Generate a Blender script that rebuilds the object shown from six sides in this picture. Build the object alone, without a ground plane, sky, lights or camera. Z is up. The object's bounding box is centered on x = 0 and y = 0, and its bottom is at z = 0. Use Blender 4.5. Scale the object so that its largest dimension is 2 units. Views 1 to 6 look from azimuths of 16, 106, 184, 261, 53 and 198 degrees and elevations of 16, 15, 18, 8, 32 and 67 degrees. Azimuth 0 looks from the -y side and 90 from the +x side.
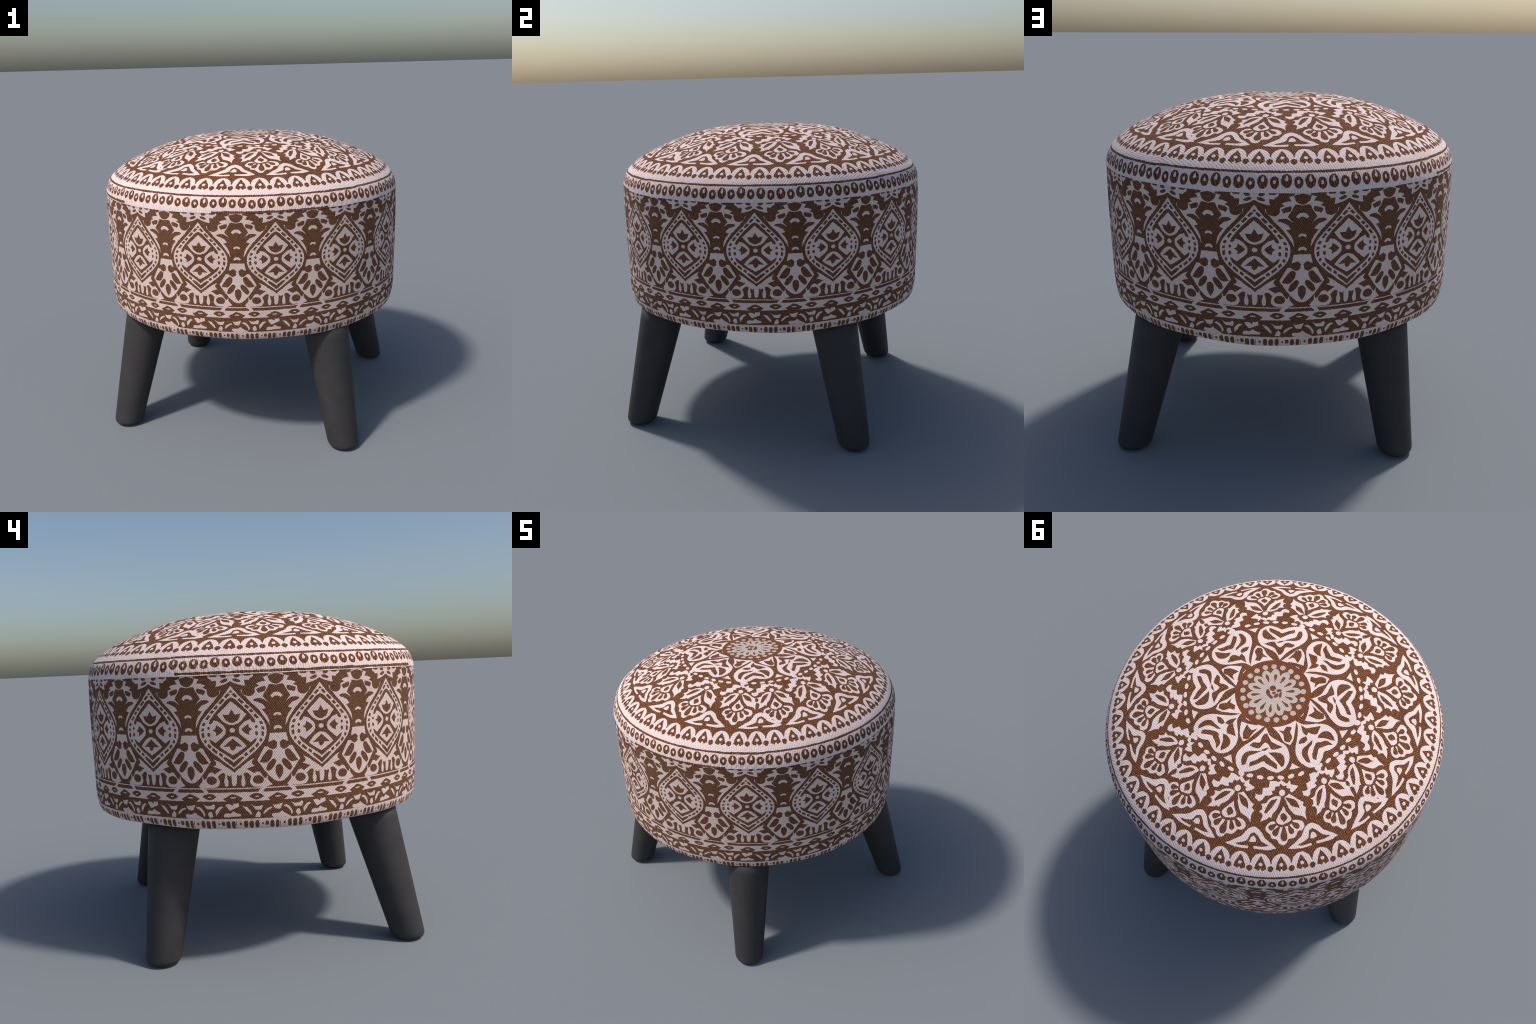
"""Round upholstered footstool: domed patterned cushion, patterned side cover, four splayed dark legs.

The printed ornament is laid out as motifs (flowers, hearts, arches, beads, medallions ...) on the
unrolled cloth.  Each cell of cloth is triangulated along the motif outlines, wrapped onto the
upholstery surface and repeated round the stool; undyed cloth and brown print are separate pieces
of one continuous skin that share border vertices and normals.
"""
import bpy, math
import numpy as np
from mathutils import Vector, Matrix
from mathutils.geometry import delaunay_2d_cdt

rng = np.random.default_rng(7)
for o in list(bpy.data.objects):
    bpy.data.objects.remove(o)

# ------------------------------------------------------------------ upholstery profile
def pchip(x, y):
    x = np.asarray(x, float); y = np.asarray(y, float)
    h = np.diff(x); d = np.diff(y) / h
    m = np.zeros_like(y)
    m[0], m[-1] = d[0], d[-1]
    for i in range(1, len(x) - 1):
        if d[i - 1] * d[i] > 0:
            w1, w2 = 2 * h[i] + h[i - 1], h[i] + 2 * h[i - 1]
            m[i] = (w1 + w2) / (w1 / d[i - 1] + w2 / d[i])
    def f(q):
        q = np.clip(np.asarray(q, float), x[0], x[-1])
        i = np.clip(np.searchsorted(x, q) - 1, 0, len(x) - 2)
        t = (q - x[i]) / h[i]
        return ((2*t**3 - 3*t**2 + 1) * y[i] + (t**3 - 2*t**2 + t) * h[i] * m[i]
                + (-2*t**3 + 3*t**2) * y[i + 1] + (t**3 - t**2) * h[i] * m[i + 1])
    return f

DOME = [(0, 1.893), (.1, 1.8925), (.2, 1.8915), (.3, 1.8855), (.4, 1.872), (.5, 1.8505), (.6, 1.822),
        (.7, 1.785), (.8, 1.741), (.88, 1.697), (.93, 1.660), (.962, 1.626), (.982, 1.590), (.991, 1.560), (.995, 1.536)]
_k = np.concatenate([[0], np.cumsum([math.dist(DOME[i], DOME[i + 1]) for i in range(len(DOME) - 1)])])
_fr, _fz = pchip(_k, [p[0] for p in DOME]), pchip(_k, [p[1] for p in DOME])
_q = np.linspace(0, _k[-1], 3000)
_arc = np.concatenate([[0], np.cumsum(np.hypot(np.diff(_fr(_q)), np.diff(_fz(_q))))])
S_END = float(_arc[-1])
def dome_r(s): return np.interp(s, _arc, _fr(_q))
def dome_z(s): return np.interp(s, _arc, _fz(_q))

SIDE = [(.761, .961), (.764, .968), (.770, .975), (.783, .982), (.81, .988), (.845, .992), (.88, .994), (.95, .995),
        (1.10, .997), (1.27, .9985), (1.45, .996), (1.536, .993)]
side_r = pchip([p[0] for p in SIDE], [p[1] for p in SIDE])

def azimuth(a, r):
    return r * np.sin(a), -r * np.cos(a)

def on_dome(t_deg, s):
    a = np.radians(t_deg)
    x, y = azimuth(a, dome_r(s))
    e = 2e-3
    dr = dome_r(s + e) - dome_r(np.maximum(s - e, 0)); dz = dome_z(s + e) - dome_z(np.maximum(s - e, 0))
    n = np.hypot(dr, dz) + 1e-12
    nx, ny = azimuth(a, -dz / n)
    return np.stack([x, y, dome_z(s)], -1), np.stack([nx, ny, dr / n], -1)

def sag(a, z):
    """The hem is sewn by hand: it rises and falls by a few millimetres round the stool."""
    return np.clip((.83 - z) / .06, 0, 1) * (.0016 + .0028 * np.sin(5 * a + 1.) + .002 * np.sin(11 * a + 2.2))

def on_side(t_deg, z):
    a = np.radians(t_deg)
    x, y = azimuth(a, side_r(z))
    e = 2e-3
    dr = side_r(z + e) - side_r(z - e); dz = np.minimum(z + e, 1.536) - np.maximum(z - e, .761)
    n = np.hypot(dr, dz)
    nx, ny = azimuth(a, dz / n)
    return np.stack([x, y, z + sag(a, z)], -1), np.stack([nx, ny, -dr / n], -1)

# ------------------------------------------------------------------ ornament toolkit (all shapes are closed 2D outlines, mm)
def smooth(pts, sharp=65, step=3):
    """Round an outline through its control points, keeping corners that turn by more than `sharp` degrees."""
    p = np.asarray(pts, float); n = len(p)
    out = []
    d = np.roll(p, -1, 0) - p
    ang = np.degrees(np.arctan2(d[:, 1], d[:, 0]))
    turn = np.abs((ang - np.roll(ang, 1) + 180) % 360 - 180)
    tan = (np.roll(p, -1, 0) - np.roll(p, 1, 0)) * .5
    for i in range(n):
        j = (i + 1) % n
        L = np.linalg.norm(d[i])
        t0 = d[i] if turn[i] > sharp else tan[i] * min(1, L / (np.linalg.norm(tan[i]) + 1e-9))
        t1 = d[i] if turn[j] > sharp else tan[j] * min(1, L / (np.linalg.norm(tan[j]) + 1e-9))
        for k in range(step):
            u = k / step
            out.append((2*u**3 - 3*u**2 + 1) * p[i] + (u**3 - 2*u**2 + u) * t0
                       + (-2*u**3 + 3*u**2) * p[j] + (u**3 - u**2) * t1)
    return np.array(out)

def oval(cx, cy, rx, ry, rot=0, n=18):
    a = np.linspace(0, 2 * np.pi, n, endpoint=False)
    c, s = math.cos(math.radians(rot)), math.sin(math.radians(rot))
    x, y = rx * np.cos(a), ry * np.sin(a)
    return np.stack([cx + c * x - s * y, cy + s * x + c * y], -1)

def seed(p0, p1, w0, w1):
    """Drop between two points: half width w0 at p0 swelling to w1 near p1."""
    p0, p1 = np.array(p0, float), np.array(p1, float)
    ax = p1 - p0; L = np.linalg.norm(ax); ax /= L; nn = np.array([-ax[1], ax[0]])
    row = [(0, w0), (.3, w0 + .45 * (w1 - w0)), (.65, w1), (.9, w1 * .75)]
    left = [p0 + ax * L * f + nn * w for f, w in row]
    right = [p0 + ax * L * f - nn * w for f, w in row]
    return smooth(left + [p1] + right[::-1], 80)

def bar(p0, p1, w):
    p0, p1 = np.array(p0, float), np.array(p1, float)
    ax = (p1 - p0) / np.linalg.norm(p1 - p0); nn = np.array([-ax[1], ax[0]]) * w
    return np.array([p0 + nn, p1 + nn, p1 - nn, p0 - nn])

def mirror(p): return np.asarray(p, float)[::-1] * [-1, 1]
def half(p, cx=0.):
    """Complete a symmetric outline from its right half, listed top to bottom about x = cx."""
    p = np.asarray(p, float)
    m = p[::-1] * [-1, 1]
    keep = np.abs(m[:, 0]) > 1e-6
    return np.concatenate([p, m[keep]]) + [cx, 0]
def inset(p, d):
    """Offset a counter-clockwise or clockwise outline inwards by d with mitred corners."""
    p = np.asarray(p, float)
    area = .5 * np.sum(p[:, 0] * np.roll(p[:, 1], -1) - np.roll(p[:, 0], -1) * p[:, 1])
    e = np.roll(p, -1, 0) - p; e /= np.linalg.norm(e, axis=1)[:, None]
    nn = np.stack([-e[:, 1], e[:, 0]], -1) * np.sign(area)
    pn = np.roll(nn, 1, 0)
    b = nn + pn; b /= np.linalg.norm(b, axis=1)[:, None]
    return p + b * (d / np.maximum((b * nn).sum(1), .35))[:, None]

LIGHT, BROWN = 0, 1

# ------------------------------------------------------------------ motifs of the top cloth: x across, y outwards from the motif origin
def flower():
    L, B = [], []
    crown = [(-143, 8), (-129, 13), (-109, 8), (-101, -25), (-69, -30), (-60, -64), (-33, -64), (-13, -56), (1, -67), (16, -54),
             (29, -45), (47, -61), (50, -39), (88, -24), (77, -10), (52, 5), (42, -6), (47, -16), (27, -22), (27, -36), (8, -36),
             (-4, -49), (-15, -36), (-35, -34), (-37, -17), (-57, -10), (-50, 5), (-69, 12), (-93, 14), (-108, 35), (-129, 45), (-148, 30)]
    leaf_l = [(-10, 18), (-40, 16), (-74, 33), (-89, 50), (-120, 59), (-111, 68), (-117, 87), (-133, 99), (-117, 106), (-115, 121),
              (-131, 150), (-96, 136), (-82, 124), (-69, 129), (-61, 109), (-35, 83), (-20, 54), (-9, 26)]
    leaf_r = [(9, 26), (36, 9), (60, 26), (85, 48), (111, 64), (106, 82), (122, 96), (116, 121), (121, 160), (101, 137), (71, 125),
              (52, 115), (28, 78), (18, 47)]
    fan = [(-54, 149), (-77, 150), (-99, 169), (-106, 193), (-95, 206), (-83, 214), (-75, 235), (-52, 240), (-40, 259), (-24, 272),
           (-4, 268), (15, 242), (42, 240), (60, 222), (68, 207), (92, 205), (104, 184), (95, 162), (69, 149), (46, 148),
           (34, 165), (7, 175), (-20, 178), (-39, 171)]
    bud = [(2, 70), (13, 99), (37, 132), (29, 151), (1, 161), (-19, 166), (-41, 152), (-43, 136), (-24, 107)]
    L += [oval(0, 0, 16.5, 17), smooth(crown, 50), smooth(leaf_l, 55), smooth(leaf_r, 55), smooth(fan, 80)]
    B += [smooth([(-31, 31), (-62, 40), (-87, 70), (-103, 101), (-97, 105), (-72, 83), (-46, 53)]),
          smooth([(16, 27), (36, 32), (71, 52), (86, 91), (75, 84), (49, 74), (28, 48)])]
    for tip, base, w in (((-86, 186), (-46, 162), 13.5), ((-65, 219), (-31, 176), 14.5), ((-12, 251), (-6, 174), 17.5),
                         ((38, 217), (20, 172), 13), ((75, 190), (36, 157), 12.5)):
        B.append(seed(base, tip, 3, w))
    return [(LIGHT, p) for p in L] + [(BROWN, p) for p in B] + [(LIGHT, smooth(bud, 60)),
            (BROWN, smooth([(-2, 106), (11, 119), (15, 133), (-3, 151), (-19, 130), (-15, 112)]))]

def arrowhead():
    frame = [(-145, 49), (-91, 13), (-58, -11), (-32, -48), (3, -65), (39, -42), (60, -11), (98, 17), (127, 43), (85, 53), (8, 48),
             (7, 35), (60, 36), (86, 29), (45, 7), (28, -15), (5, -36), (-17, -23), (-31, 11), (-92, 36), (-69, 42), (-19, 38), (-21, 51), (-74, 55)]
    return [(LIGHT, smooth(frame, 60)), (LIGHT, smooth([(-20, 15), (-10, -10), (2, -18), (15, -6), (17, 12), (0, 17)]))]

def heart(skew):
    if skew:   # printed across the joint of two quarters: lobes lean together
        rim = [(0, -138), (21, -98), (81, -53), (123, -9), (141, 36), (139, 70), (115, 98), (86, 103), (53, 98), (20, 88), (-8, 110),
               (-43, 126), (-78, 128), (-102, 114), (-119, 76), (-115, 38), (-94, -3), (-43, -63), (-12, -105)]
        cuts = [[(8, -101), (19, -72), (38, -60), (90, -28), (66, -19), (47, -13), (27, -28), (16, -50), (-3, -40), (-7, -64)],
                [(-64, -19), (-41, -37), (-10, -36), (-13, -21), (-34, -12)],
                [(40, 7), (60, 0), (89, 7), (111, 30), (113, 56), (107, 80), (91, 63), (71, 34)],
                [(6, 0), (-9, 15), (-30, 23), (-59, 49), (-74, 98), (-87, 88), (-87, 48), (-65, 18), (-33, 9)],
                [(13, 25), (33, 34), (69, 53), (81, 87), (57, 69), (27, 60), (9, 55), (-15, 73), (-41, 99), (-49, 82), (-27, 54)]]
        ball = (-58, 141)
    else:
        rim = [(0, -138), (31, -93), (69, -69), (120, -35), (149, 9), (157, 53), (143, 90), (106, 109), (71, 100), (42, 88), (25, 80),
               (-3, 98), (-28, 111), (-68, 126), (-104, 122), (-127, 85), (-127, 45), (-100, -1), (-61, -44), (-27, -87)]
        cuts = [[(12, -104), (29, -79), (44, -58), (106, -26), (82, -20), (52, -18), (34, -43), (14, -56), (0, -43), (-10, -23), (-26, -14),
                 (-66, -18), (-49, -39), (-15, -47), (-10, -73), (-1, -97)],
                [(-2, -2), (-33, 17), (-64, 41), (-73, 85), (-89, 94), (-96, 69), (-87, 35), (-63, 14), (-32, 5)],
                [(34, -24), (20, -9), (0, -7), (14, -17)],
                [(44, 3), (73, 1), (104, 9), (126, 32), (132, 69), (121, 81), (104, 60), (70, 25)],
                [(23, 15), (56, 39), (92, 66), (98, 90), (66, 73), (40, 61), (20, 49), (-9, 68), (-47, 90), (-47, 70), (-19, 51), (4, 31)]]
        ball = (-84, 136)
    return [(LIGHT, smooth(rim, 60))] + [(BROWN, smooth(c, 75)) for c in cuts] + [(LIGHT, oval(*ball, 17, 17))]

def sepal(side):
    """Pointed leaf with a brown trefoil, its foot hidden under the rosette."""
    if side > 0:
        return [(LIGHT, smooth([(14, -162), (76, -103), (109, -54), (150, -27), (163, -51), (170, -140)], 60)),
                (BROWN, smooth([(73, -121), (99, -110), (113, -132), (142, -118), (137, -98), (153, -65), (143, -45), (115, -58), (103, -94)], 80))]
    return [(LIGHT, smooth([(-145, -110), (-136, -51), (-106, -24), (-83, -44), (-55, -85), (-5, -150)], 60)),
            (BROWN, smooth([(-105, -115), (-74, -99), (-46, -119), (-70, -78), (-83, -48), (-109, -39), (-117, -67)], 80))]

def arch():
    """One scallop of the border: pale arch, brown pointed window with a pale eye, brown drop beside it."""
    return ([(LIGHT, smooth(half([(0, 0), (26, 9), (44, 30), (53, 56), (55, 75)]), 60))],
            [(BROWN, smooth(half([(0, 12), (14, 36), (27, 64), (32, 86), (20, 91), (10, 98), (4, 88), (0, 82)]), 70)),
             (LIGHT, oval(0, 60, 10, 10)), (BROWN, smooth(half([(0, 66), (11, 71), (16, 81), (11, 95), (0, 102)], 53), 60))])

def bead(big):
    if big:
        return [(BROWN, oval(0, 0, 25, 31)), (LIGHT, seed((2, -24), (0, 3), 1.5, 7.5))]
    return [(BROWN, oval(0, 7, 21.5, 27)), (LIGHT, oval(0, 5, 6.5, 9))]

# ------------------------------------------------------------------ one quarter of the top cloth, t in degrees, s = arc length from the apex
S_DISC = .207
T0 = 56.4
def place(shapes, t0, s0, squeeze=1., creep=1.6):
    out = []
    for tone, p in shapes:
        if tone == BROWN: p = inset(p, -creep)                # the dye creeps a little past the printing block
        s = s0 + p[:, 1] / 1000
        t = t0 + np.degrees(p[:, 0] * squeeze / 1000 / dome_r(np.maximum(s, .12)))
        out.append((tone, np.stack([t, s], -1)))
    return out

def band(s0, s1, tone, t0=-2, t1=92, n=48, drift=0., wob=0.):
    t = np.linspace(t0, t1, n)
    f = drift * (t / 90 - .5)
    w0, w1 = rng.normal(0, wob, n), rng.normal(0, wob, n)
    return (tone, np.concatenate([np.stack([t, s0 + f + w0], -1), np.stack([t, s1 + f + w1], -1)[::-1]]))

def quarter(lower_line, rim):
    (line_a, line_b), (bead_a, bead_b), bead_h = rim
    P = [band(.2, .2105, LIGHT, a, a + w, 6) for a, w in ((6, 7), (27, 5), (60, 9), (82, 4))]       # pale slivers round the rosette
    for t in (-4.2, 85.8):                                  # hearts on the joints
        P += place(heart(True), t, .35)
    P += place(sepal(1), 40, .35) + place(sepal(-1), 40, .35) + place(heart(False), 40, .35)
    P += place([(LIGHT, np.array([(-199, 104), (-159, 69), (-140, 106)], float)), (LIGHT, np.array([(177, 70), (225, 104), (165, 101)], float))], 40, .35)
    for k in range(-1, 15):                                 # ring of seeds
        if k % 7 != 4:
            P += place([(LIGHT, oval(0, 0, 18, 10.5, rng.uniform(-18, 18)))], 3.6 + 6.43 * k, .487)
    for t in (-11.4, 8.4, 31, 55, 78.6, 98.4):
        P += place(flower(), t, .567, .90 if t < 10 or t > 78 else .97)
    for t in (-.6, 19.6, 42.4, 65.4, 89.4):
        P += place(arrowhead(), t, .811)
    P.append(band(.939, S_END + .02, LIGHT))
    for layer in (0, 1):
        for k in range(-1, 14):
            P += place(arch()[layer], 4.3 + 6.923 * k, .883, creep=0.)
    P.append(band((line_a + line_b) / 2, (line_a + line_b) / 2 + .0125, BROWN, drift=line_b - line_a, wob=.0008))
    for k in range(-1, 29):
        P += place([(tone, p * [1, bead_h]) for tone, p in bead(k % 2 == 0)], 1.4 + 3.214 * k, bead_a + (bead_b - bead_a) * k / 28 + .003 * math.sin(k * .9), creep=0.)
    if lower_line:
        P.append(band(lower_line[2], lower_line[2] + .013, BROWN, lower_line[0], lower_line[1], wob=.0012))
    return P

# ------------------------------------------------------------------ rosette in the middle of the top
def rosette():
    P = []
    for k in range(21):
        a = math.radians(203 + k * 360 / 21)
        P.append((LIGHT, oval(165 * math.sin(a), -165 * math.cos(a), 15.5, 15.5)))
    P.append((LIGHT, oval(0, 0, 74, 74, n=40)))
    for k in range(14):
        a = math.radians(188.5 + k * 360 / 14 + rng.uniform(-2, 2)); d = np.array([math.sin(a), -math.cos(a)])
        e = 146 + rng.uniform(-5, 5)
        P.append((LIGHT, oval(*(d * (e - 46)), 47, 26.5, math.degrees(math.atan2(d[1], d[0])), 24)))
    for k in range(14):
        a = math.radians(188.5 + k * 360 / 14); d = np.array([math.sin(a), -math.cos(a)])
        P.append((BROWN, seed(d * 70, d * (119 + rng.uniform(-3, 3)), 1.5, 8.5)))
    for cx, cy, rx, ry, rot in ((-22, 12, 17, 10, 60), (8, 24, 20, 9, -30), (26, 6, 11, 22, 20), (9, -27, 17, 17, 0),
                                (-28, -22, 15, 9, 30), (-42, 0, 7, 20, 10), (-4, 0, 12, 8, 30)):
        P.append((BROWN, oval(cx, cy, rx, ry, rot)))
    P.append((LIGHT, oval(8, 6, 7, 7)))
    return P

# ------------------------------------------------------------------ one repeat of the side cloth: x across (mm), y up from the medallion centre
N_SIDE = 14
W_SIDE = 2 * math.pi * 995 / N_SIDE
def medallion():
    P = []
    rim = half([(0, 218), (15, 197), (37, 170), (63, 142), (90, 115), (114, 90), (134, 69), (155, 42), (166, 12), (167, -18), (158, -46),
                (137, -77), (108, -106), (72, -136), (35, -165), (0, -193)])
    core = half([(0, 162), (19, 152), (43, 129), (72, 98), (93, 74), (109, 52), (117, 30), (120, 0), (119, -32), (111, -62), (93, -79),
                 (63, -103), (33, -124), (0, -148)])
    P += [(LIGHT, smooth(rim, 40, 3)), (BROWN, smooth(core, 40, 2))]
    P.append((BROWN, smooth(half([(0, -160), (38, -132), (52, -134), (47, -143), (0, -184)]), 50)))       # unbroken chevron at the foot
    P.append((BROWN, half([(0, 196), (12, 184), (0, 183)])))
    chain = [((19, 170), 26), ((47, 142), 30), ((76, 113), 22), ((97, 92), 18), ((119, 65), 25), ((142, 33), 17), ((149, 6), 15), ((148, -22), 22),
             ((138, -52), 15), ((119, -76), 20), ((92, -100), 32), ((62, -121), 20)]                     # links of the chain in the rim
    c = [np.array(p, float) for p, _ in chain]
    for i, (_, L) in enumerate(chain):
        d = c[min(i + 1, len(c) - 1)] - c[max(i - 1, 0)]; d /= np.linalg.norm(d); n = np.array([-d[1], d[0]])
        p = smooth([c[i] - d * (L / 2 - 2) + n * 6.6, c[i] + d * (L / 2 + 2) + n * 6.6, c[i] + d * (L / 2 - 2) - n * 6.6, c[i] - d * (L / 2 + 2) - n * 6.6], 60)
        P += [(BROWN, p), (BROWN, mirror(p))]
    cheek = smooth([(32, 3), (40, 20), (62, 40), (90, 52), (96, 41), (107, 32), (119, 36), (131, 14), (130, -27), (112, -44), (103, -50), (87, -62), (62, -42), (39, -21)], 55)
    tref = smooth([(44, 2), (61, 17), (80, 29), (83, 12), (99, 3), (82, -9), (83, -26), (66, -19)], 60)
    for f in (np.array, mirror):
        P += [(LIGHT, f(cheek)), (BROWN, f(tref)), (BROWN, f(oval(118, 13, 7, 8))), (BROWN, f(oval(118, -19, 7.5, 10.5)))]
    P += [(LIGHT, smooth([(-1, 142), (72, 78), (43, 43), (0, 25), (-42, 43), (-72, 78)], 60)),
          (BROWN, smooth([(0, 101), (16, 75), (44, 82), (30, 50), (-1, 36), (-32, 52), (-45, 78), (-16, 75)], 60)),
          (LIGHT, smooth([(-1, -29), (32, -43), (67, -80), (34, -103), (-2, -124), (-36, -103), (-68, -80), (-35, -43)], 60)),
          (BROWN, smooth([(-1, -41), (24, -61), (47, -83), (15, -79), (10, -92), (-2, -101), (-13, -92), (-15, -79), (-48, -81), (-25, -61)], 60)),
          (LIGHT, oval(0, 0, 14, 11.5))]
    return P

def foliage():
    """Leaves between the medallions and the tree-like column on the joint between two repeats."""
    P = []
    cx = W_SIDE / 2
    spray = smooth([(48, 198), (54, 194), (57, 181), (68, 169), (86, 163), (101, 165), (113, 174), (117, 184), (118, 202), (125, 206), (140, 212), (124, 222), (142, 230),
                    (171, 235), (157, 254), (180, 259), (185, 251), (191, 235), (206, 222), (cx, 217), (cx, 211.5), (206, 216), (188, 217), (183, 206),
                    (173, 188), (160, 170), (155, 159), (163, 151), (181, 130), (163, 143), (148, 151), (127, 151), (112, 147), (109, 141), (122, 136),
                    (148, 125), (163, 111), (169, 101), (148, 97), (163, 79), (174, 62), (182, 40), (185, 13), (171, 40), (157, 63), (145, 79), (132, 96), (117, 112),
                    (101, 128), (86, 143), (71, 162), (54, 180)], 62, 2)
    eye = smooth([(127, 194), (147, 204), (169, 207), (170, 197), (163, 186), (147, 183), (137, 178), (131, 186)], 75)
    for f in (np.array, mirror):
        P += [(LIGHT, f(spray)), (BROWN, f(eye)), (LIGHT, f(np.array([(181, 257), (200, 263), (219, 266.5), (cx, 266.5), (cx, 276), (150, 276), (152, 270), (188, 268)], float)))]
    for side in (-1, 1):
        c = side * cx
        for y, w, h in ((160, 31, 19), (68, 21, 12), (2, 22.5, 15)):                                     # caps up the trunk
            P.append((LIGHT, smooth(half([(0, y + h), (w * .55, y + h * .8), (w, y), (w * .66, y - h * .5), (w * .3, y - h * .12), (0, y)], c), 45)))
        P += [(LIGHT, half([(0, -21), (41, -21), (50, -65), (30, -59), (0, -85)], c)),
              (LIGHT, smooth(half([(0, -70), (8, -75), (10, -92), (28, -103), (44, -95), (54, -86), (70, -87), (108, -153), (60, -222), (24, -257), (0, -263)], c), 50)),
              (BROWN, smooth(half([(0, -178), (13, -185), (18, -205), (14, -226), (0, -249)], c)))]
        for m in (-1, 1):
            for hole in ([(-46, -78), (-37, -64), (-22, -57), (-8, -71), (-16, -83), (-10, -91), (-28, -101), (-41, -91)],
                         [(-51, -105), (-33, -111), (-39, -141), (-62, -165), (-94, -161), (-80, -138)],
                         [(-26, -150), (-16, -161), (-27, -185), (-51, -207), (-63, -196), (-49, -167)]):
                P.append((BROWN, smooth(np.array(hole, float) * [-m, 1] + [c, 0], 95)))
    sprig = smooth([(0, -211), (37, -182), (71, -156), (102, -140), (89, -159), (93, -172), (106, -178), (63, -194), (93, -213), (104, -222), (86, -232), (62, -212), (46, -216),
                    (40, -221), (24, -228), (12, -220), (0, -240)], 62)
    cluster = smooth(half([(0, 276), (104, 276), (115, 264), (107, 254), (97, 251), (92, 241), (70, 243), (71, 227), (76, 213), (54, 217), (33, 223), (13, 231), (0, 239)]), 45)
    P.append((LIGHT, cluster))
    for f in (np.array, mirror):
        P += [(LIGHT, f(sprig)),
              (LIGHT, f(smooth([(75, -257), (84, -230), (110, -208), (130, -213), (143, -235), (155, -245), (165, -224), (167, -251), (188, -278), (152, -286), (94, -284), (80, -272)], 60))),
              (BROWN, f(oval(117, -249, 25.5, 19.5, 0, 20))), (LIGHT, f(seed((43, -212), (42, -282), 2.5, 11))),
              (BROWN, f(oval(34, 264, 13, 6.5, 8))), (BROWN, f(oval(86, 268, 17, 4.5, 4))), (BROWN, f(oval(31, 242, 18, 6, -18)))]
    P.append((LIGHT, smooth([(-15, -215), (13, -215), (9, -266), (3, -278), (-9, -278), (-15, -266)], 60)))
    return P

def borders():
    """Stripe, lozenge row, scroll band and hem of the side cloth."""
    w = W_SIDE / 2 + 20
    rect = lambda y0, y1: np.array([(-w, y0), (w, y0), (w, y1), (-w, y1)], float)
    P = [(LIGHT, rect(-293.5, -288)), (LIGHT, rect(-355.5, -310.5))]
    tie = np.array([(136, -278), (161, -278), (156, -291), (141, -303), (138, -317), (114, -314), (119, -301), (134, -291)], float)
    P += [(LIGHT, tie), (LIGHT, mirror(tie) + [-22, 0])]
    for c in (-14, 209.5, 209.5 - W_SIDE):
        P += [(BROWN, smooth(np.array([(-51, -344), (-26, -331), (-5, -319), (18, -324), (51, -340), (28, -357), (-27, -357)]) + [c, 0], 70)), (LIGHT, oval(c + 2, -337, 15, 3.5))]
    for c in (105, -134):
        P += [(BROWN, smooth(np.array([(-37, -332), (-20, -320), (3, -317), (23, -321), (36, -333), (9, -348), (-11, -347)]) + [c, 0], 70)), (LIGHT, oval(c + 2, -333, 9, 3.5))]
    scroll = [[(-54, -370), (-32, -369), (-17, -379), (-11, -364), (-1, -368), (12, -363), (15, -383), (-6, -391), (-32, -403), (-43, -392)],     # winged bud
              [(-64, -435), (-62, -420), (-44, -416), (-29, -418), (-15, -406), (0, -414), (24, -423), (19, -432), (-35, -436), (-59, -438)],     # leaf under it
              [(72, -370), (92, -381), (112, -383), (135, -379), (125, -403), (98, -400), (90, -387)],                                           # cups
              [(-170, -369), (-154, -377), (-129, -378), (-116, -369), (-107, -375), (-113, -397), (-130, -394), (-149, -394)],
              [(111, -407), (122, -425), (118, -441), (95, -439), (97, -425)], [(-138, -408), (-125, -409), (-120, -433), (-136, -442), (-146, -425)],
              [(33, -381), (52, -385), (68, -399), (80, -421), (72, -425), (57, -409), (45, -395)],                                              # crescents
              [(176, -389), (152, -398), (138, -412), (137, -427), (147, -418), (163, -405), (182, -395)],
              [(-63, -384), (-77, -381), (-95, -391), (-106, -409), (-104, -429), (-94, -416), (-78, -394)],
              [(-210, -386), (-190, -383), (-173, -399), (-162, -420), (-168, -436), (-174, -417), (-189, -398)]]
    tail = [[(-264, -375), (-253, -381), (-234, -378), (-212, -372), (-224, -402), (-250, -399)],
            [(-270, -433), (-265, -423), (-233, -423), (-216, -413), (-200, -426), (-179, -438), (-160, -452), (-194, -453), (-194, -445), (-238, -446), (-262, -442)]]
    for p in scroll: P.append((LIGHT, smooth(p, 62)))
    for p in tail:
        for k in (0, W_SIDE): P.append((LIGHT, smooth(np.array(p, float) + [k, 0], 62)))
    P.append((LIGHT, rect(-540, -446)))
    for k in (-2, -1, 0, 1):                                                                             # hem: groups of short strokes and dots
        for dx, rx, top, h in ((46, 10.5, -456, 41), (74, 11, -457, 43), (103, 10.5, -455, 43), (131, 5, -468, 11), (153, 9.5, -460, 24),
                               (179, 10.5, -457, 42), (206, 9.5, -457, 44), (221, 1.6, -458, 43), (242, 6, -466, 15)):
            P.append((BROWN, smooth(half([(0, 0), (rx * .8, -h * .1), (rx, -h * .45), (rx * .8, -h * .85), (0, -h)]) + [k * W_SIDE / 2 + dx, top], 60)))
    return P

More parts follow.
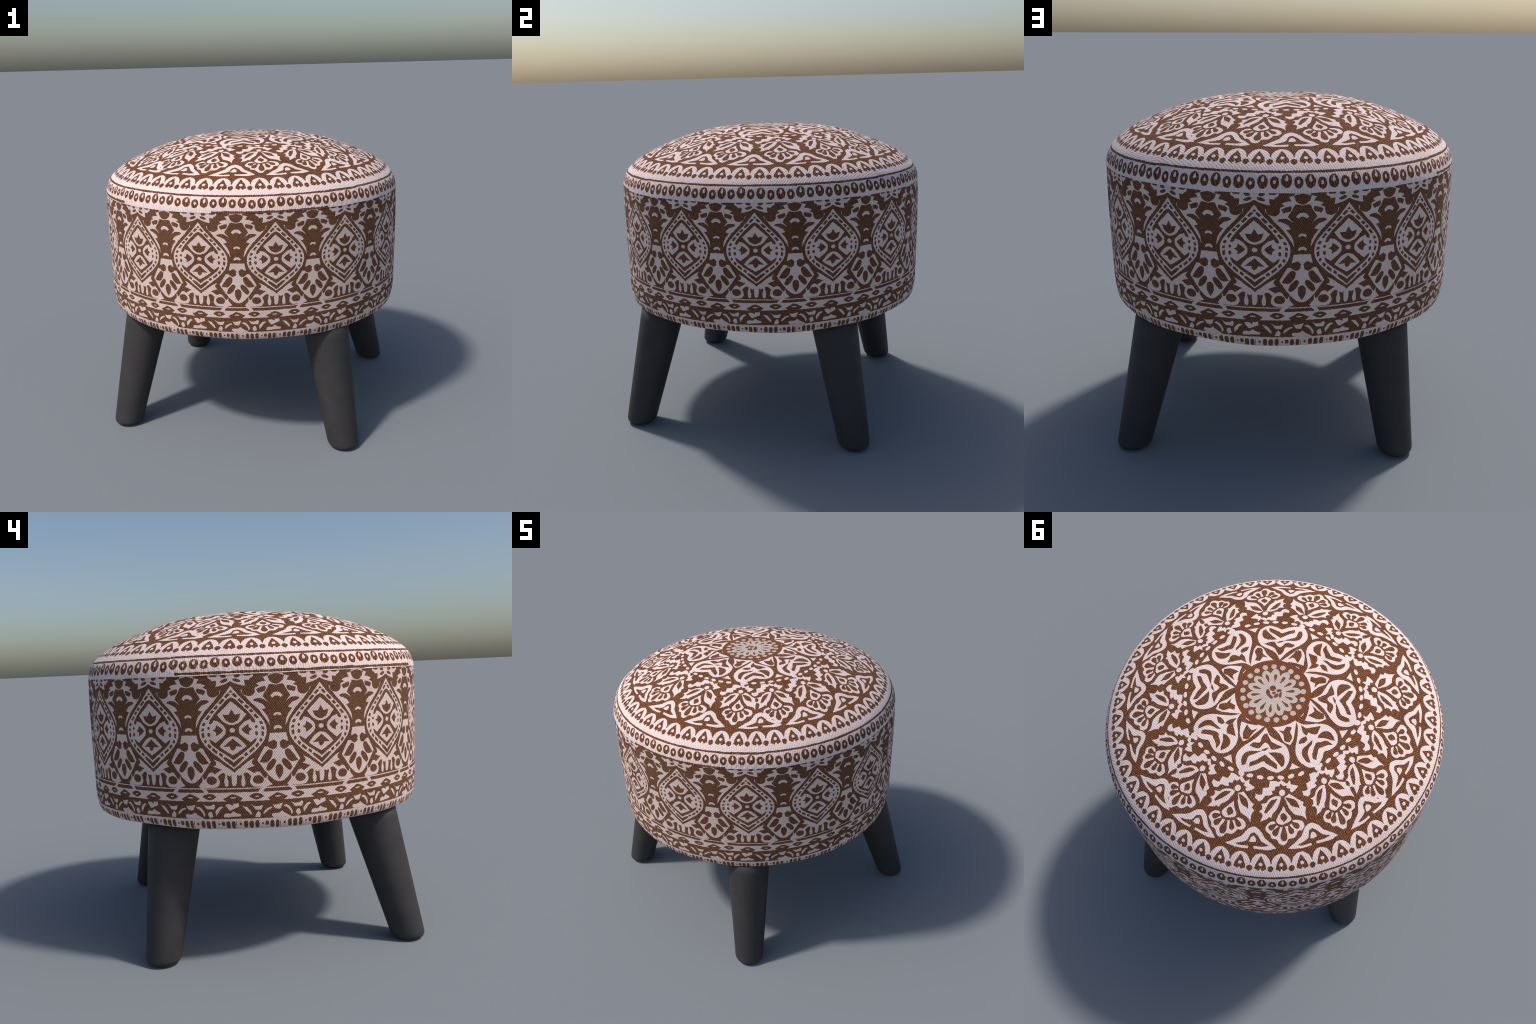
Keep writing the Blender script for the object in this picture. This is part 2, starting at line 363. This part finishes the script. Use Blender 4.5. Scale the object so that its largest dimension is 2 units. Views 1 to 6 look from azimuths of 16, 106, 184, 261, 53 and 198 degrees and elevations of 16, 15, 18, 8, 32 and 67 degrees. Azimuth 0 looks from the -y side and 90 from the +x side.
# ------------------------------------------------------------------ cloth cells -> meshes
def inside(poly, q):
    x, y = q[:, 0], q[:, 1]
    c = np.zeros(len(q), bool)
    a = poly; b = np.roll(poly, -1, 0)
    for (x0, y0), (x1, y1) in zip(a, b):
        if y0 == y1: continue
        c ^= ((y0 > y) != (y1 > y)) & (x < (x1 - x0) * (y - y0) / (y1 - y0) + x0)
    return c

def ragged(p, step=.0055, amp=.0011):
    """Print edges follow the threads: resample an outline and let it wander by about a millimetre."""
    q = []
    for a, b in zip(p, np.roll(p, -1, 0)):
        n = max(1, int(np.linalg.norm(b - a) / step))
        q += [a + (b - a) * k / n for k in range(n)]
    q = np.array(q)
    return q + rng.uniform(-amp, amp, q.shape)

def cut_cloth(shapes, frame, fill, base=BROWN):
    """Triangulate the region inside outline `frame` along all motif outlines; returns points, triangles, tone per triangle."""
    frame = np.asarray(frame, float)
    lo, hi = frame.min(0) - 1e-9, frame.max(0) + 1e-9
    V, E = [], []
    def add(p):
        i = len(V); V.extend(map(tuple, p)); n = len(p)
        E.extend((i + k, i + (k + 1) % n) for k in range(n))
    add(frame)
    used = []
    for tone, p in shapes:
        if (p.max(0) < lo).any() or (p.min(0) > hi).any(): continue
        p = ragged(p)
        used.append((tone, p)); add(p)
    V.extend(map(tuple, fill))
    vv, _, ff, *_ = delaunay_2d_cdt([Vector(p) for p in V], E, [], 0, 1e-6)
    pts = np.array([tuple(p) for p in vv]); tri = np.array([f for f in ff if len(f) == 3])
    cen = pts[tri].mean(1)
    keep = inside(frame, cen)
    tri, cen = tri[keep], cen[keep]
    tone = np.full(len(tri), base)
    for t, p in used:
        box = ((cen >= p.min(0)) & (cen <= p.max(0))).all(1)
        k = np.nonzero(box)[0]
        if len(k): tone[k[inside(p, cen[k])]] = t
    return pts, tri, tone

def skin(name, verts, norms, tris, mat, parent):
    used, inv = np.unique(tris, return_inverse=True)
    v, n, f = verts[used], norms[used], inv.reshape(tris.shape)
    me = bpy.data.meshes.new(name)
    me.from_pydata(v.tolist(), [], f.tolist())
    me.polygons.foreach_set("use_smooth", [True] * len(f))
    me.update()
    me.normals_split_custom_set_from_vertices(n.tolist())
    me.materials.append(mat)
    o = bpy.data.objects.new(name, me)
    bpy.context.collection.objects.link(o)
    o.parent = parent
    return o

def orient(v, n, t):
    """Flip triangles whose winding disagrees with the surface normal."""
    a, b, c = v[t[:, 0]], v[t[:, 1]], v[t[:, 2]]
    g = np.cross(b - a, c - a)
    flip = (g * n[t].mean(1)).sum(1) < 0
    t = t.copy(); t[flip] = t[flip][:, ::-1]
    return t

def weld(parts):
    """Join (verts, norms, tris, tone) parts, merging coincident vertices."""
    v = np.concatenate([p[0] for p in parts]); n = np.concatenate([p[1] for p in parts])
    off = np.cumsum([0] + [len(p[0]) for p in parts])
    t = np.concatenate([p[2] + o for p, o in zip(parts, off)]); tone = np.concatenate([p[3] for p in parts])
    key = np.round(v / 2e-5).astype(np.int64)
    _, first, inv = np.unique(key, axis=0, return_index=True, return_inverse=True)
    inv = inv.reshape(-1)
    t = inv[t]
    ok = (t[:, 0] != t[:, 1]) & (t[:, 1] != t[:, 2]) & (t[:, 0] != t[:, 2])
    return v[first], n[first], t[ok], tone[ok]

# ------------------------------------------------------------------ materials
class Nodes:
    def __init__(self, name):
        self.m = bpy.data.materials.new(name); self.m.use_nodes = True
        self.t = self.m.node_tree; self.n = self.t.nodes; self.l = self.t.links
        self.bsdf = self.n["Principled BSDF"]
    def node(self, kind, **kw):
        o = self.n.new(kind)
        for k, v in kw.items(): setattr(o, k, v)
        return o
    def put(self, sock, v):
        if isinstance(v, bpy.types.NodeSocket): self.l.new(v, sock)
        else: sock.default_value = v
    def math(self, op, a, b=None):
        o = self.node("ShaderNodeMath", operation=op)
        self.put(o.inputs[0], a)
        if b is not None: self.put(o.inputs[1], b)
        return o.outputs[0]
    def mix(self, f, a, b, kind='MIX'):
        o = self.node("ShaderNodeMix", data_type='RGBA', blend_type=kind)
        self.put(o.inputs[0], f); self.put(o.inputs[6], a); self.put(o.inputs[7], b)
        return o.outputs[2]
    def ramp(self, f, a, b):
        o = self.node("ShaderNodeMapRange", interpolation_type='SMOOTHSTEP')
        self.put(o.inputs[0], f); o.inputs[1].default_value = a; o.inputs[2].default_value = b
        return o.outputs[0]
    def noise(self, vec, scale, detail=2., rough=.5):
        o = self.node("ShaderNodeTexNoise"); self.l.new(vec, o.inputs["Vector"])
        o.inputs["Scale"].default_value = scale; o.inputs["Detail"].default_value = detail; o.inputs["Roughness"].default_value = rough
        return o.outputs["Fac"]

def cloth(name, ground, thread, deep, flat, amount):
    """Woven cotton: staggered thread crossings over the dyed ground, slub and faded patches."""
    N = Nodes(name)
    co = N.node("ShaderNodeTexCoord").outputs["Object"]
    sep = N.node("ShaderNodeSeparateXYZ"); N.l.new(co, sep.inputs[0])
    x, y, z = sep.outputs
    if flat:      # top cloth: woven flat, quarter by quarter
        rot = N.node("ShaderNodeVectorRotate", rotation_type='Z_AXIS'); N.l.new(co, rot.inputs["Vector"]); rot.inputs["Angle"].default_value = math.radians(-11)
        s2 = N.node("ShaderNodeSeparateXYZ"); N.l.new(rot.outputs[0], s2.inputs[0])
        ax, ay = N.math('ABSOLUTE', s2.outputs[0]), N.math('ABSOLUTE', s2.outputs[1])
        u, v, pu, pv = N.math('MINIMUM', ax, ay), N.math('MAXIMUM', ax, ay), .0130, .0185
    else:
        u = N.math('MULTIPLY', N.math('ARCTAN2', y, x), .995); v = z
        pu, pv = .0086, .0160
    jit, jit2 = N.noise(co, 75, 2., .6), N.noise(co, 38, 2., .6)
    ju = N.math('ADD', N.math('MULTIPLY', u, 2 * math.pi / pu), N.math('MULTIPLY', jit, 5. if flat else 3.))
    jv = N.math('ADD', N.math('MULTIPLY', v, 2 * math.pi / pv), N.math('MULTIPLY', jit2, 7. if flat else 3.5))
    lattice = N.math('MULTIPLY', N.math('SINE', ju), N.math('SINE', jv))
    fine = N.noise(co, 330, 2., .6)
    patch = N.noise(co, 5.5, 3., .55)
    slub = N.noise(co, 120, 1.)
    dots = N.math('MULTIPLY', N.ramp(lattice, -.1, .95), N.ramp(slub, .25, .62))
    col = N.mix(N.math('MULTIPLY', dots, amount), ground, thread)
    col = N.mix(N.math('MULTIPLY', N.ramp(lattice, .1, -.8), amount * .55), col, deep)
    col = N.mix(N.math('MULTIPLY', N.ramp(patch, .48, .75), .30), col, deep)
    col = N.mix(N.math('MULTIPLY', N.ramp(fine, .45, .75), .22), col, thread)
    col = N.mix(N.math('MULTIPLY', N.ramp(fine, .52, .28), .22), col, deep)
    N.l.new(col, N.bsdf.inputs["Base Color"])
    N.bsdf.inputs["Roughness"].default_value = .92
    N.bsdf.inputs["Specular IOR Level"].default_value = .15
    N.bsdf.inputs["Sheen Weight"].default_value = .04
    b = N.node("ShaderNodeBump"); b.inputs["Strength"].default_value = .5; b.inputs["Distance"].default_value = .002
    N.l.new(N.math('ADD', lattice, N.math('MULTIPLY', fine, 1.2)), b.inputs["Height"])
    N.l.new(b.outputs[0], N.bsdf.inputs["Normal"])
    return N.m

def srgb(r, g, b):
    f = lambda c: (c / 255 / 12.92) if c <= 10.3 else ((c / 255 + .055) / 1.055) ** 2.4
    return (f(r), f(g), f(b), 1.)

MAT_TOP_LIGHT = cloth("rose_white_cotton", srgb(240, 218, 213), srgb(250, 234, 228), srgb(200, 174, 171), True, .75)
MAT_TOP_BROWN = cloth("brown_dye_on_top", srgb(101, 61, 40), srgb(182, 124, 79), srgb(60, 31, 22), True, .9)
MAT_ROS_LIGHT = cloth("grey_white_cotton_rosette", srgb(196, 181, 172), srgb(210, 197, 188), srgb(164, 147, 141), True, .75)
MAT_ROS_BROWN = cloth("brown_dye_on_rosette", srgb(114, 66, 42), srgb(164, 105, 66), srgb(82, 43, 29), True, .85)
MAT_SIDE_LIGHT = cloth("grey_rose_cotton", srgb(234, 207, 198), srgb(246, 226, 214), srgb(196, 167, 162), False, .75)
MAT_SIDE_BROWN = cloth("brown_dye_on_side", srgb(99, 62, 45), srgb(172, 125, 85), srgb(72, 42, 32), False, .95)

def painted_wood():
    N = Nodes("charcoal_painted_wood")
    co = N.node("ShaderNodeTexCoord").outputs["Object"]
    col = N.mix(N.ramp(N.noise(co, 9, 3.), .3, .75), (.036, .032, .0325, 1), (.043, .039, .039, 1))
    N.l.new(col, N.bsdf.inputs["Base Color"])
    N.bsdf.inputs["Roughness"].default_value = .62
    N.bsdf.inputs["Specular IOR Level"].default_value = .35
    return N.m
MAT_LEG = painted_wood()
def lining():
    N = Nodes("black_lining_cloth")
    co = N.node("ShaderNodeTexCoord").outputs["Object"]
    N.l.new(N.mix(N.noise(co, 260), (.018, .018, .019, 1), (.032, .031, .031, 1)), N.bsdf.inputs["Base Color"])
    N.bsdf.inputs["Roughness"].default_value = .95
    return N.m
MAT_LINING = lining()

# ------------------------------------------------------------------ build
stool = bpy.data.objects.new("footstool", None)
bpy.context.collection.objects.link(stool)
stool["label"] = "round padded footstool in brown and white ethnic print, four splayed black legs"
stool["category"] = "footstool"

# top cloth: four quarters
KX = .62                                   # lateral scale of the unrolled quarter, metres per radian
def unroll(p): return np.stack([np.radians(p[:, 0]) * KX, p[:, 1]], -1)
tt = np.linspace(0, 90, 37)
sv = np.linspace(S_DISC, S_END, 61)
frame = np.concatenate([np.stack([tt, np.full_like(tt, S_DISC)], -1)[:-1], np.stack([np.full_like(sv, 90.), sv], -1)[:-1],
                        np.stack([tt[::-1], np.full_like(tt, S_END)], -1)[:-1], np.stack([np.zeros_like(sv), sv[::-1]], -1)[:-1]])
fill = [(t + (1.1 if i % 2 else 0), s) for i, s in enumerate(np.linspace(S_DISC + .018, S_END - .01, 56)) for t in np.linspace(1.3, 87.6, 40)]
RIM = {0: ((1.015, 1.020), (1.067, 1.070), 1.08), 1: ((1.016, 1.015), (1.069, 1.064), 1.06),          # the border strip wanders a little
       2: ((1.012, 1.012), (1.058, 1.055), .90), 3: ((1.010, 1.019), (1.056, 1.067), .97)}               # from quarter to quarter
LOWER = {0: None, 1: None, 2: (2, 88, S_END - .018), 3: (36, 76, S_END - .011)}
parts = []
for q in range(4):
    rng = np.random.default_rng(20 + q)
    shapes = [(tone, unroll(p)) for tone, p in quarter(LOWER[q], RIM[q])]
    pts, tri, tone = cut_cloth(shapes, unroll(frame), unroll(np.array(fill)))
    v, n = on_dome(np.degrees(pts[:, 0] / KX) + T0 + 90 * q, pts[:, 1])
    parts.append((v, n, orient(v, n, tri), tone))
v, n, t, tone = weld(parts)
top = skin("cushion_top", v, n, t[tone == LIGHT], MAT_TOP_LIGHT, stool)
o = skin("floral_print", v, n, t[tone == BROWN], MAT_TOP_BROWN, top); o["kind"] = "stuff"

# rosette
a = np.radians(T0 + np.linspace(0, 360, 144, endpoint=False))
ring = np.stack([S_DISC * np.sin(a), -S_DISC * np.cos(a)], -1)
fill = [(rr * math.sin(b), -rr * math.cos(b)) for rr in np.linspace(.02, .19, 9) for b in np.linspace(0, 2 * math.pi, 40, endpoint=False)]
rng = np.random.default_rng(5)
pts, tri, tone = cut_cloth([(k, p / 1000) for k, p in rosette()], ring, fill)
v, n = on_dome(np.degrees(np.arctan2(pts[:, 0], -pts[:, 1])), np.hypot(pts[:, 0], pts[:, 1]))
tri = orient(v, n, tri)
ros = skin("rosette", v, n, tri[tone == LIGHT], MAT_ROS_LIGHT, stool)
o = skin("rosette_print", v, n, tri[tone == BROWN], MAT_ROS_BROWN, ros); o["kind"] = "stuff"

# side cloth: fourteen repeats
rng = np.random.default_rng(9)
creep = lambda k, p: inset(p, .5 if k == LIGHT else -2.)
shapes = [(k, np.asarray(p, float) / 1000) for k, p in [(k, creep(k, p)) for k, p in foliage()] + medallion() + borders()]
w = W_SIDE / 2000
Z_MED = 1.265
y0, y1 = .761 - Z_MED, 1.536 - Z_MED
xs, ys = np.linspace(-w, w, 23), np.concatenate([np.linspace(y0, y0 + .05, 9)[:-1], np.linspace(y0 + .05, y1, 50)])
frame = np.concatenate([np.stack([xs, np.full_like(xs, y0)], -1)[:-1], np.stack([np.full_like(ys, w), ys], -1)[:-1],
                        np.stack([xs[::-1], np.full_like(xs, y1)], -1)[:-1], np.stack([np.full_like(ys, -w), ys[::-1]], -1)[:-1]])
fill = [(x, y) for x in np.linspace(-w + .012, w - .012, 20) for y in ys[1:-1]]
pts, tri, tone = cut_cloth(shapes, frame, fill)
parts = []
for k in range(N_SIDE):
    v, n = on_side(np.degrees(pts[:, 0] / .995) + 23.5 + k * 360 / N_SIDE, pts[:, 1] + Z_MED)
    parts.append((v, n, orient(v, n, tri), tone))
v, n, t, tone = weld(parts)
side = skin("side_cover", v, n, t[tone == LIGHT], MAT_SIDE_LIGHT, stool)
o = skin("medallion_print", v, n, t[tone == BROWN], MAT_SIDE_BROWN, side); o["kind"] = "stuff"

def lathe(name, prof, mat, seg=128):
    """Surface of revolution about z through (radius, height) points."""
    th = np.linspace(0, 2 * math.pi, seg, endpoint=False)
    V = [(r * math.cos(b), r * math.sin(b), z) for r, z in prof for b in th]
    F = [(i * seg + j, i * seg + (j + 1) % seg, (i + 1) * seg + (j + 1) % seg, (i + 1) * seg + j) for i in range(len(prof) - 1) for j in range(seg)]
    me = bpy.data.meshes.new(name)
    me.from_pydata(V, [], F); me.polygons.foreach_set("use_smooth", [True] * len(F)); me.update()
    me.materials.append(mat)
    return me

def add(name, me, parent):
    o = bpy.data.objects.new(name, me); bpy.context.collection.objects.link(o); o.parent = parent
    return o

# underside: hem turned in, then a lining sheet
me = lathe("hem", [(.961, .761), (.954, .7605), (.935, .764), (.905, .772), (.868, .780)], MAT_SIDE_LIGHT)
me.flip_normals()
for p in me.vertices:
    p.co.z += float(sag(math.atan2(p.co.x, -p.co.y), .765)) + .001
add("hem", me, stool)
me = lathe("underside_lining", [(.869, .7795), (.6, .781), (.3, .782), (.004, .782), (.0005, .782)], MAT_LINING); me.flip_normals()
add("underside_lining", me, stool)

# legs: tapered turned wood, splayed outwards, rounded feet
FOOT = [((.768, -.716), (.626, -.574)), ((-.707, -.737), (-.590, -.565)), ((-.703, .661), (-.597, .554)), ((.769, .715), (.612, .559))]
R_FOOT, R_TOP = .0985, .1445
FLOOR, LEG_END = .007, .7655
def leg_mesh(foot, top):
    """Tapered turned leg cut level with the floor: stacked level rings along the splayed axis."""
    rings = [(.0005, 0.), (R_FOOT - .032, 0.)]
    for k in range(1, 8):
        b = math.radians(90 * k / 8)
        rings.append((R_FOOT - .032 + .032 * math.sin(b), .036 * (1 - math.cos(b))))
    for k in range(13):
        f = k / 12
        rings.append((R_FOOT + (R_TOP - R_FOOT) * f, .036 + (LEG_END - FLOOR - .036) * f))
    rings.append((.0005, LEG_END - FLOOR))
    me = lathe("leg", rings, MAT_LEG, 72)
    slope = Vector((top[0] - foot[0], top[1] - foot[1])) / .73
    for v in me.vertices:
        v.co.x += slope.x * v.co.z; v.co.y += slope.y * v.co.z
    if me.polygons[0].normal.z > 0: me.flip_normals()
    me.update()
    return me
for foot, top_end in FOOT:
    o = add("leg", leg_mesh(foot, top_end), stool)
    o.location = (foot[0], foot[1], FLOOR)
